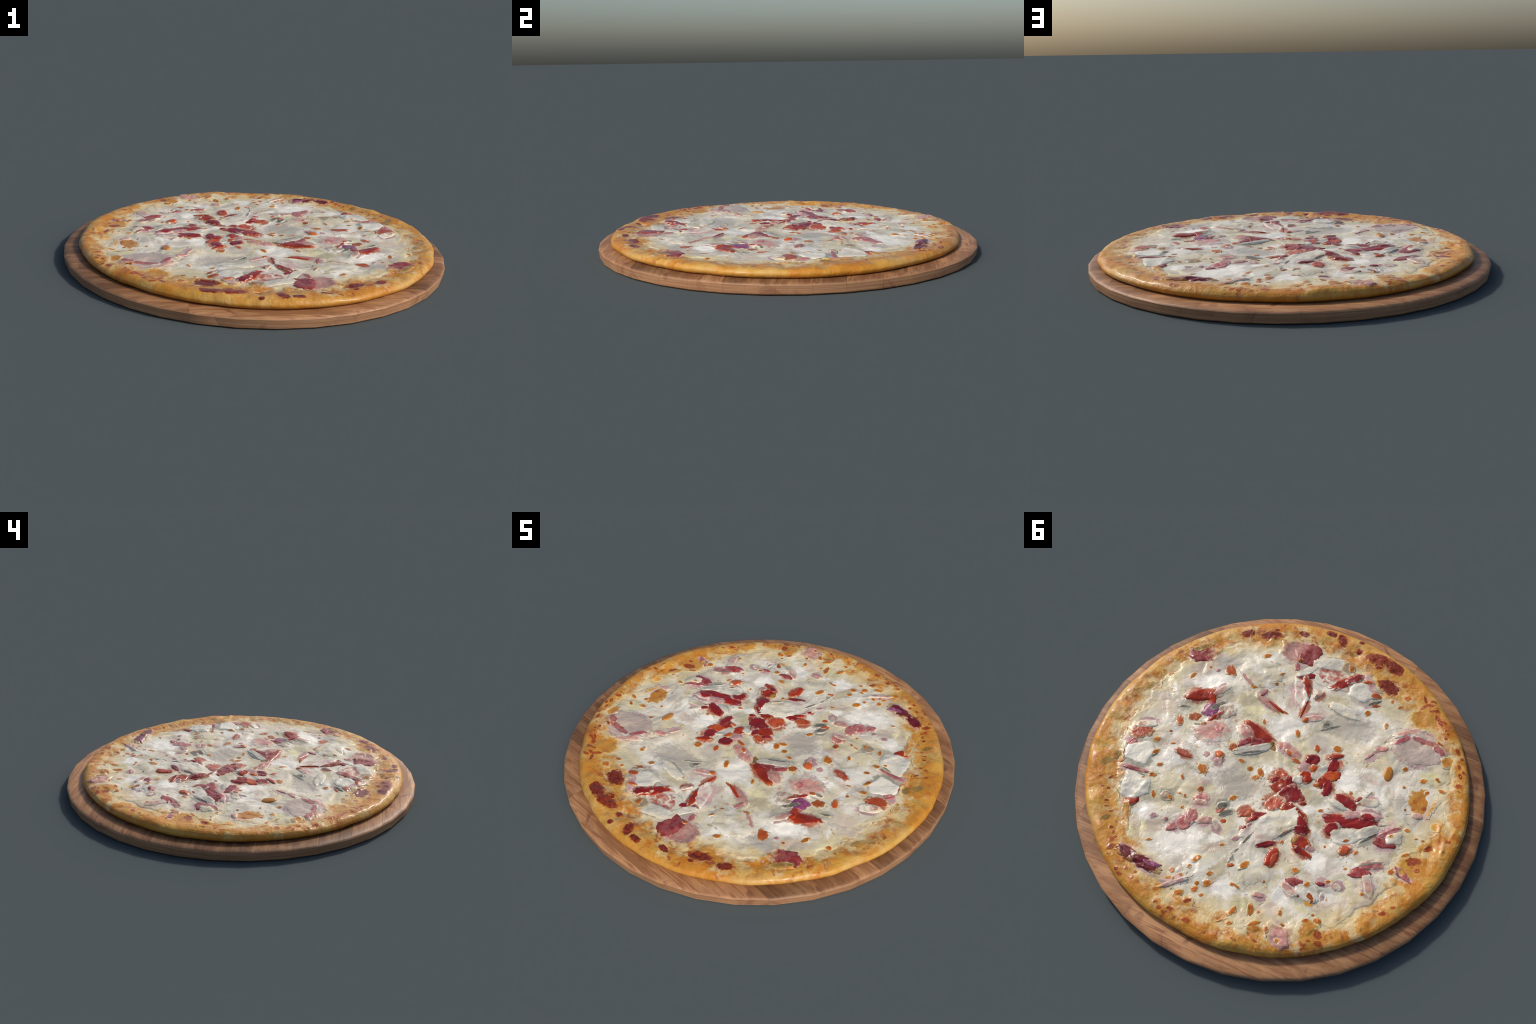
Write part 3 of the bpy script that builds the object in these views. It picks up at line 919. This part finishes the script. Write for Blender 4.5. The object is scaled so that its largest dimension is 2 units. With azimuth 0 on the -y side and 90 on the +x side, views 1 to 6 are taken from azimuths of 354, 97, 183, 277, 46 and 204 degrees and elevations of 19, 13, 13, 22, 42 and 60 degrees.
def make_piece_material(name, core, alt, rim, rim_at, edge_cover, grain=40, rough=.32, patchy=.68, soft=.19, edge_from=.62, melt=False):
    """core/alt: mottled flesh; rim: colour towards the piece's own edge; the cheese colour
    creeps over it by noise, by the piece's 'cover', along its length and from its edge."""
    m, t = mat_new(name)
    k = Net(t)
    p = k.position()
    o = k.node('ShaderNodeTexCoord').outputs['Object']
    ox, oy, oz = k.xyz(o)
    r = k.math('SQRT', k.math('ADD', k.math('MULTIPLY', ox, ox), k.math('MULTIPLY', oy, oy)))
    fine = k.noise(p, grain, 4, .6, .3)
    col = k.mix(k.step(fine, .36, .64), core, alt)
    info = k.node('ShaderNodeObjectInfo').outputs['Random']
    hsv = k.node('ShaderNodeHueSaturation')
    k.put(hsv.inputs['Value'], k.math('MULTIPLY_ADD', info, .35, .83))
    k.put(hsv.inputs['Color'], col)
    rw = k.math('ADD', r, k.math('MULTIPLY_ADD', k.noise(p, 60, 4, .6), .9, -.45))
    col = k.mix(k.step(rw, rim_at, rim_at + .35), hsv.outputs[0], rim)
    at = k.node('ShaderNodeAttribute', attribute_type='OBJECT', attribute_name='["cover"]').outputs['Fac']
    sd = k.node('ShaderNodeAttribute', attribute_type='OBJECT', attribute_name='["cover_far"]').outputs['Fac']
    patch = k.math('MULTIPLY_ADD', k.noise(p, 26, 6, .74, .7), 2 * patchy, -patchy)
    f = k.math('ADD', k.math('ADD', at, .07), k.math('MULTIPLY', sd, ox))
    f = k.math('ADD', f, patch)
    f = k.math('ADD', f, k.math('MULTIPLY', k.step(rw, edge_from, 1.02), edge_cover))
    cover = k.step(f, .5 - soft, .5 + soft)
    c, crust = top_colour(k)
    if melt:                      # molten cheese tints stop where the dough begins
        cover = k.math('MAXIMUM', cover, crust)
    col = k.mix(cover, col, c)
    k.surface(col, k.math('MULTIPLY_ADD', fine, .2, rough - .1), greasy_normal(k, p, .9), coat=.14, spec=.3)
    return m


MATS = {
    'pizza_crust': make_top_material('toasted_dough'),
    'cheese': make_top_material('melted_cheese'),
    'ham': make_piece_material('ham_flesh', (.48, .195, .16), (.55, .33, .26), (.46, .17, .14), .75, .40),
    'ham_dark': make_piece_material('ham_edge', (.34, .075, .08), (.46, .18, .155), (.31, .06, .055), .75, .38),
    'ham_pale': make_piece_material('ham_pale', (.52, .395, .325), (.57, .46, .375), (.45, .19, .155), .78, .35),
    'ham_mauve': make_piece_material('ham_mauve', (.45, .21, .20), (.55, .39, .34), (.37, .13, .13), .85, .35),
    'ham_bit': make_piece_material('ham_crumb', (.44, .19, .19), (.48, .26, .24), (.50, .36, .32), .5, .55),
    'smoked_ham': make_piece_material('smoked_ham', (.24, .022, .022), (.35, .085, .075), (.23, .03, .026), .8, .25),
    'pepper': make_piece_material('red_pepper', (.40, .036, .008), (.26, .016, .008), (.38, .08, .012), .72, .32, grain=24, rough=.25),
    'pepper_orange': make_piece_material('orange_pepper', (.58, .12, .015), (.50, .05, .012), (.45, .05, .015), .8, .2),
    'pepper_brown': make_piece_material('roasted_pepper', (.40, .075, .02), (.34, .045, .02), (.42, .14, .035), .7, .3),
    'pepper_bit': make_piece_material('pepper_crumb', (.42, .06, .015), (.46, .11, .02), (.48, .19, .04), .6, .5),
    'rind': make_piece_material('pepper_rind', (.22, .10, .012), (.28, .16, .03), (.30, .18, .04), .7, .3),
    'tomato': make_piece_material('tomato_flesh', (.27, .013, .011), (.19, .012, .013), (.28, .04, .02), .75, .32, grain=24, rough=.25),
    'tomato_sauce': make_piece_material('tomato_sauce', (.40, .07, .05), (.44, .13, .09), (.46, .22, .15), .6, .5, patchy=.85, soft=.2),
    'mushroom': make_piece_material('mushroom_flesh', (.62, .57, .46), (.50, .455, .37), (.22, .20, .16), .95, .25),
    'mushroom_brown': make_piece_material('mushroom_cap', (.36, .24, .14), (.30, .21, .14), (.26, .17, .09), .8, .3),
    'gill': make_piece_material('mushroom_gill', (.12, .11, .085), (.22, .20, .15), (.32, .28, .20), .6, .55),
    'white_slab': make_piece_material('mushroom_white', (.74, .69, .57), (.70, .65, .53), (.64, .58, .45), .95, .0, patchy=.1),
    'onion': make_piece_material('red_onion', (.20, .03, .10), (.30, .09, .18), (.26, .08, .16), .8, .2),
    'beet': make_piece_material('dried_tomato', (.10, .009, .012), (.17, .018, .022), (.15, .02, .03), .75, .45, rough=.28),
    'seed': make_piece_material('pepper_seed', (.50, .20, .03), (.46, .17, .03), (.16, .09, .03), .88, .0, patchy=0.0),
    'spot': make_piece_material('browned_cheese', (.50, .165, .018), (.40, .09, .014), (.56, .32, .06), .52, .66, grain=40),
    'brown': make_piece_material('dark_browned_cheese', (.30, .055, .015), (.42, .12, .02), (.50, .22, .05), .65, .6, grain=70),
    'char': make_piece_material('dark_toast', (.27, .040, .010), (.38, .09, .014), (.52, .19, .022), .50, .75, grain=90, soft=.26, edge_from=.4),
    'burn': make_piece_material('char', (.13, .014, .006), (.27, .040, .010), (.46, .13, .018), .55, .7, grain=75, soft=.28, edge_from=.4),
    'pink_stain': make_piece_material('grease_pink', (.54, .36, .33), (.48, .27, .26), (.57, .42, .38), .6, .75, grain=16, patchy=.8, soft=.26, edge_from=.38),
    'red_stain': make_piece_material('grease_red', (.48, .20, .11), (.38, .09, .05), (.55, .33, .20), .5, .75, grain=22, patchy=.9, soft=.26, edge_from=.38),
    'grey_shade_stain': make_piece_material('crevice_shade', (.40, .37, .27), (.33, .31, .25), (.46, .42, .30), .5, .8, grain=14, patchy=.8, soft=.26, edge_from=.38),  # olive-grey crevice shade put into the cheese colour round mushrooms
    'white_pool': make_piece_material('milky_cheese', (.84, .785, .67), (.87, .82, .71), (.78, .72, .60), .5, .8, grain=7, patchy=.5, soft=.34, edge_from=.22, melt=True),
    'grey_pool': make_piece_material('warm_grey_cheese', (.52, .455, .36), (.57, .505, .41), (.60, .53, .43), .5, .8, grain=9, patchy=.5, soft=.34, edge_from=.22, melt=True),  # warm grey tint laid over the cheese
    'olive_pool': make_piece_material('olive_cheese', (.50, .43, .27), (.57, .49, .32), (.61, .54, .38), .5, .8, grain=9, patchy=.5, soft=.34, edge_from=.22, melt=True),  # olive tint laid over the cheese
    'butter_pool': make_piece_material('buttery_cheese', (.70, .62, .33), (.66, .58, .34), (.68, .60, .40), .5, .8, grain=8, patchy=.5, soft=.34, edge_from=.22, melt=True),
    'blush_pool': make_piece_material('blushed_cheese', (.65, .52, .38), (.61, .50, .38), (.66, .57, .43), .5, .8, grain=9, patchy=.5, soft=.34, edge_from=.22, melt=True),
    'dent_shade': make_piece_material('olive_dent_shade', (.27, .16, .035), (.38, .22, .05), (.46, .27, .06), .45, .8, grain=18, patchy=.5),  # shade of the crust dents painted as olive-brown colour
    'halo': make_piece_material('toasted_cheese', (.60, .30, .05), (.54, .21, .03), (.62, .38, .12), .55, .65, grain=22, patchy=.7),
}


# ---------------------------------------------------------------- the board
def wood_material():
    m, t = mat_new('oiled_beech')
    k = Net(t)
    p = k.position()
    x, y, z = k.xyz(p)
    nz = k.xyz(k.node('ShaderNodeNewGeometry').outputs['Normal'])[2]
    rnd = k.node('ShaderNodeObjectInfo').outputs['Random']
    sh = k.node('ShaderNodeCombineXYZ')
    k.put(sh.inputs[0], k.math('MULTIPLY', rnd, 7.0))
    k.put(sh.inputs[1], k.math('MULTIPLY', rnd, 3.0))
    v = k.node('ShaderNodeVectorMath', operation='ADD')
    k.put(v.inputs[0], p)
    k.put(v.inputs[1], sh.outputs[0])
    v = v.outputs[0]
    broad = k.noise(k.scaled(v, (2.2, 9, 2)), 1.3, 4, .6, .5)
    grain = k.noise(k.scaled(v, (5, 75, 75)), 1.0, 5, .65, .6)
    fibre = k.noise(k.scaled(v, (14, 240, 240)), 1.0, 3, .6)
    stain = k.noise(p, 5.5, 5, .62, .8)
    c = k.mix(k.step(broad, .32, .66), (.225, .104, .042), (.41, .212, .094))
    c = k.mix(k.math('MULTIPLY', k.step(grain, .47, .62), .8), c, (.20, .073, .030))
    c = k.mix(k.math('MULTIPLY', k.step(fibre, .54, .70), .35), c, (.22, .08, .035))
    c = k.mix(k.math('MULTIPLY', k.step(stain, .55, .66), .75), c, (.14, .052, .025))
    hsv = k.node('ShaderNodeHueSaturation')
    k.put(hsv.inputs['Value'], k.math('MULTIPLY_ADD', rnd, .72, .64))
    k.put(hsv.inputs['Color'], c)
    top = hsv.outputs[0]
    # the turned edge: level growth lines, a little greyer
    lines = k.noise(k.scaled(p, (2.5, 2.5, 190)), 1.0, 4, .6, .4)
    e = k.mix(k.step(lines, .36, .66), (.33, .165, .085), (.47, .265, .145))
    e = k.mix(k.math('MULTIPLY', k.step(stain, .54, .68), .6), e, (.23, .095, .05))
    edge = k.step(k.math('ABSOLUTE', nz), .80, .35)
    col = k.mix(k.math('MULTIPLY', edge, .85), top, e)
    # paler colour along the bevelled arris
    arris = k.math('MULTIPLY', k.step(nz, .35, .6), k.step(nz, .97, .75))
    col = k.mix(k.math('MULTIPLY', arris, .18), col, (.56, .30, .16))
    h = k.math('MULTIPLY_ADD', fibre, .5, grain)
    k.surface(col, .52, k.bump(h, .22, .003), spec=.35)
    return m


def build_board():
    board = group_empty('wooden_board')
    board['label'] = 'round reddish brown wooden serving board with facetted edge'
    board['category'] = 'wooden board'
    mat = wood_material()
    profile = [(0, 0), (.975, 0), (.989, .001), (.9935, .006), (.998, .040), (.9985, .0455),
               (.996, .0500), (.990, .0535), (.980, .0562), (.965, .0580), (.945, BOARD_TOP), (0, BOARD_TOP)]
    SIDES = 36

    def disc():
        bm = bmesh.new()
        rings = []
        for r, z in profile:
            if r == 0:
                rings.append([bm.verts.new((0, 0, z))] * SIDES)
            else:
                k = r + .0015
                rings.append([bm.verts.new((k * math.cos(TAU * i / SIDES), k * math.sin(TAU * i / SIDES), z)) for i in range(SIDES)])
        for a, b in zip(rings, rings[1:]):
            for i in range(SIDES):
                j = (i + 1) % SIDES
                f = []
                for v in (a[i], a[j], b[j], b[i]):
                    if v not in f:
                        f.append(v)
                bm.faces.new(f)
        bmesh.ops.recalc_face_normals(bm, faces=bm.faces)
        return bm

    rng = random.Random(5)
    cuts = [-1.1]
    while cuts[-1] < .93:
        cuts.append(cuts[-1] + rng.uniform(.10, .165))
    cuts[-1] = 1.1
    GAP = .00025

    def keep(bm, co, no):
        res = bmesh.ops.bisect_plane(bm, geom=bm.verts[:] + bm.edges[:] + bm.faces[:], plane_co=co, plane_no=no, clear_outer=True)
        edges = [g for g in res['geom_cut'] if isinstance(g, bmesh.types.BMEdge)]
        if edges:
            bmesh.ops.contextual_create(bm, geom=edges)

    for y0, y1 in zip(cuts, cuts[1:]):
        joint = rng.uniform(-.85, .85) if rng.random() < .75 else None
        for part in ((None,) if joint is None else (-1, 1)):
            bm = disc()
            keep(bm, (0, y1 - GAP, 0), (0, 1, 0))
            keep(bm, (0, y0 + GAP, 0), (0, -1, 0))
            if part:
                keep(bm, (joint - part * -GAP, 0, 0), (-part, 0, 0))
            if not bm.faces:
                bm.free()
                continue
            me = bpy.data.meshes.new('plank')
            bm.to_mesh(me)
            bm.free()
            me.polygons.foreach_set('use_smooth', [True] * len(me.polygons))
            me.set_sharp_from_angle(angle=math.radians(33))
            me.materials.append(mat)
            ob = bpy.data.objects.new('plank', me)
            bpy.context.scene.collection.objects.link(ob)
            ob.parent = board
    return board


# ---------------------------------------------------------------- the pizza
def build_crust(parent):
    SEG = 900
    deg = np.arange(SEG) * 360 / SEG
    a = np.radians(deg)
    R = outline_radius(deg)
    rows = []
    # underside and outer wall, then the top reaching in under the cheese
    for d, z in [(.30, .0592), (.07, .0590), (.030, .0592), (.014, .0620), (.005, .0690), (.001, .0770)]:
        w = .0014 * N2(np.cos(a) * 14, np.sin(a) * 14 + z * 30) + .0008 * N4(np.cos(a) * 40, np.sin(a) * 40 + z * 60)
        r = R - d + (w if d < .03 else 0)
        rows.append(np.stack([r * np.cos(a), r * np.sin(a), np.full(SEG, z)], 1))
    ins = np.concatenate([np.linspace(0, .012, 6), np.linspace(.016, .27, 70)])
    for d in ins:
        r = R - d
        x, y = r * np.cos(a), r * np.sin(a)
        z = dough_height(x, y)
        if d > .2:
            z = z - (d - .2) * .08
        rows.append(np.stack([x, y, z], 1))
    V = np.concatenate(rows)
    F = []
    for i in range(len(rows) - 1):
        for j in range(SEG):
            q = (j + 1) % SEG
            F.append((i * SEG + j, i * SEG + q, (i + 1) * SEG + q, (i + 1) * SEG + j))
    last = len(rows) - 1
    for j in range(SEG):          # close the ring under the cheese
        q = (j + 1) % SEG
        F.append((last * SEG + j, last * SEG + q, q, j))
    return new_mesh('pizza_crust', V, F, MATS['pizza_crust'], parent)


def build_cheese(parent):
    SEG, RINGS = 1000, 260
    deg = np.arange(SEG) * 360 / SEG
    a = np.radians(deg)
    R = rim_radius(deg) + .004
    rows = []
    for i in range(1, RINGS + 1):
        t = i / RINGS
        x, y = CENTRE[0] + R * t * np.cos(a), CENTRE[1] + R * t * np.sin(a)
        rows.append(np.stack([x, y, top_height(x, y)], 1))
    skirt = rows[-1].copy()
    skirt[:, 2] = .075
    V = np.concatenate(rows + [skirt])
    mid, low = len(V), len(V) + 1
    c = np.array([CENTRE])
    V = np.concatenate([V, [[*CENTRE, top_height(c[:, 0], c[:, 1])[0]]], [[*CENTRE, .075]]])
    F = [(mid, j, (j + 1) % SEG) for j in range(SEG)]
    for i in range(RINGS):
        for j in range(SEG):
            q = (j + 1) % SEG
            F.append((i * SEG + j, (i + 1) * SEG + j, (i + 1) * SEG + q, i * SEG + q))
    F += [(low, RINGS * SEG + (j + 1) % SEG, RINGS * SEG + j) for j in range(SEG)]
    return new_mesh('melted_cheese', V, F, MATS['cheese'], parent)


# grease and sauce soaked out of toppings; by mushrooms, painted olive-grey crevice shade
STAIN = {'ham': 'pink_stain', 'ham_dark': 'pink_stain', 'ham_mauve': 'pink_stain', 'ham_pale': 'pink_stain', 'smoked_ham': 'pink_stain',
         'pepper': 'red_stain', 'tomato': 'red_stain', 'pepper_orange': 'red_stain', 'pepper_brown': 'red_stain', 'beet': 'pink_stain',
         'mushroom': 'grey_shade_stain', 'gill': 'grey_shade_stain', 'onion': 'pink_stain', 'white_slab': 'grey_shade_stain', 'mushroom_brown': 'grey_shade_stain', 'burn': 'halo', 'char': 'halo'}


def stain_rows():
    g = random.Random(99)
    for row in TOPPINGS:
        if row[0] in STAIN and math.hypot(row[1], row[2]) < (.93 if row[0] in ('burn', 'char') else .87):
            kind, x, y, l, w, ang = row[:6]
            grow = {'burn': .05, 'char': .022}.get(kind, .030)
            yield (STAIN[kind], x + g.uniform(-.012, .012), y + g.uniform(-.012, .012), l * 1.05 + grow, w * 1.15 + grow, ang,
                   g.uniform(-.15, .05), g.uniform(-.2, .2))


stack = np.zeros((GN, GN))


def build_piece(row, index, parent):
    kind, x, y, l, w, ang, cover, side, form = form_of(row)
    name, thick, n, jag = KINDS[kind]
    taper, bend, n = shape_rule(form, n)
    flush = kind in FLUSH
    long_strip = not flush and l > 2.0 * w
    if long_strip and kind != 'seed' and form not in ('taper', 'taper2'):
        n = max(n, 3.4)
    g = random.Random(index * 13 + 5)
    size = max(l, w)
    seg = int(min(120, max(28, size / .0035)))
    rings = int(min(40, max(6, min(l, w) / .007)))
    ph = np.arange(seg) * TAU / seg
    cx, sx = np.cos(ph), np.sin(ph)
    rad = 1 / (np.abs(cx)**n + np.abs(sx)**n)**(1 / n)
    # torn or cut outline: a loose polygon with a little fine noise
    n_corner = g.randint(4, 5) if kind == 'white_slab' else g.randint(5, 8) if not flush else g.randint(6, 9)
    ca = np.array([(q + g.uniform(-.33, .33)) / n_corner * TAU for q in range(n_corner)])
    cr = np.array([g.uniform(.90, 1.30) for q in range(n_corner)])
    cr = cr / (np.abs(np.cos(ca))**n + np.abs(np.sin(ca))**n)**(1 / n)
    poly = np.zeros(seg)
    for q in range(n_corner):
        a0, a1 = ca[q], ca[(q + 1) % n_corner] + (TAU if q == n_corner - 1 else 0)
        r0, r1 = cr[q], cr[(q + 1) % n_corner]
        for add in (0, TAU):
            w_in = (ph + add >= a0) & (ph + add < a1)
            f = ph[w_in] + add
            poly[w_in] = r0 * r1 * math.sin(a1 - a0) / np.maximum(r0 * np.sin(f - a0) + r1 * np.sin(a1 - f), 1e-6)
        for add in (-TAU,):
            w_in = (ph + add >= a0) & (ph + add < a1)
            f = ph[w_in] + add
            poly[w_in] = r0 * r1 * math.sin(a1 - a0) / np.maximum(r0 * np.sin(f - a0) + r1 * np.sin(a1 - f), 1e-6)
    ox, oy = g.uniform(0, 50), g.uniform(0, 50)
    jit = 1 + jag * (.9 * N1(ox + cx * 1.3, oy + sx * 1.3) + .6 * N2(ox + cx * 3.1, oy + sx * 3.1) + .5 * N3(ox + cx * 6, oy + sx * 6) + .35 * N4(ox + cx * 13, oy + sx * 13))
    mixp = 0.0 if kind == 'seed' else 1.0 if kind == 'white_slab' else (.5 if long_strip else .85) if not flush else .7
    rad = (rad * (1 - mixp) + poly * mixp) * jit
    c, s = math.cos(math.radians(ang)), math.sin(math.radians(ang))
    lift = thick * g.uniform(.85, 1.2) * (1 if flush else THIN)
    if not flush:
        jag *= 1.25
    T = (np.arange(rings + 1) + 1) / (rings + 1)
    if not flush:
        T = 1 - (1 - T)**1.25 * .999
    T = T[:, None]
    u, v = rad * cx * T, rad * sx * T
    v = v * np.clip(1 - taper * (np.clip(u, -1, 1) + 1) * .5, .2, 2) + bend * (u * u - .4)
    X, Y = x + u * l * .5 * c - v * w * .5 * s, y + u * l * .5 * s + v * w * .5 * c
    # stay on the pizza
    keep = np.minimum(1, (outline_radius(np.degrees(np.arctan2(Y, X))) - .012) / np.hypot(X, Y))
    X, Y = X * keep, Y * keep
    u = ((X - x) * c + (Y - y) * s) / (l * .5)
    v = (-(X - x) * s + (Y - y) * c) / (w * .5)
    prof = np.clip(1 - T**3, 0, 1) if flush else np.sqrt(np.clip(1 - T**5, 0, 1))
    base = top_height(X, Y) + sample(stack, X, Y) * (1.0 if flush else .6)
    wave = 0
    if not flush:
        wave = THIN * thick * ((.25 + .5 * min(cover, .5)) * N4(ox + X * 22, oy + Y * 22) + .15 * N2(X * 60, Y * 60) - .5 * side * u)
    Z = base + (lift + wave) * prof - (.0004 if flush else .0012) * T**6 + .0000015 * index
    top = [np.stack([u[i], v[i], Z[i]], 1) for i in range(rings + 1)]
    skirt = np.stack([u[-1], v[-1], Z[-1] - .006], 1)
    zc = float(top_height(np.array([x]), np.array([y]))[0]) + sample(stack, np.array([x]), np.array([y]))[0] * (1 if flush else .6) + lift
    if bend:
        yc = -bend * .4
        zc = float(top[0][:, 2].mean())
    else:
        yc = 0
    z0 = zc
    V = np.concatenate(top + [skirt, [[0, yc, zc]], [[0, yc, zc - .012]]])
    V[:, 2] -= z0
    m = len(top) + 1
    mid, low = m * seg, m * seg + 1
    F = [(mid, j, (j + 1) % seg) for j in range(seg)]
    for i in range(m - 1):
        for j in range(seg):
            q = (j + 1) % seg
            F.append((i * seg + j, (i + 1) * seg + j, (i + 1) * seg + q, i * seg + q))
    F += [(low, (m - 1) * seg + (j + 1) % seg, (m - 1) * seg + j) for j in range(seg)]
    ob = new_mesh(name, V, F, MATS[kind], parent, location=(x, y, z0))
    ob.rotation_euler = (0, 0, math.radians(ang))
    ob.scale = (l * .5, w * .5, 1)
    ob['cover'] = float(cover)
    ob['cover_far'] = float(side)
    sl, q = footprint(row)
    if not flush:
        stack[sl] = np.where(q < 1, np.maximum(stack[sl] * .6 + lift * np.sqrt(np.clip(1 - q**2, 0, 1)), stack[sl]), stack[sl])


def build_pizza():
    pizza = group_empty('pizza')
    pizza['label'] = 'round baked pizza with melted cheese, ham, red pepper and mushroom slices'
    pizza['category'] = 'pizza'
    crust = build_crust(pizza)
    cheese = build_cheese(pizza)
    pools = [r for r in TOPPINGS if r[0].endswith('_pool')]
    rest = [r for r in TOPPINGS if not r[0].endswith('_pool')]
    for i, row in enumerate([*pools, *stain_rows(), *rest]):
        owner = pizza
        if row[0].endswith(('_stain', '_pool')):
            owner = cheese
        if row[0] in ('spot', 'brown'):
            owner = cheese
        elif row[0] in ('char', 'burn', 'halo', 'dent_shade'):
            owner = crust
        build_piece(row, i, owner)


build_board()
build_pizza()
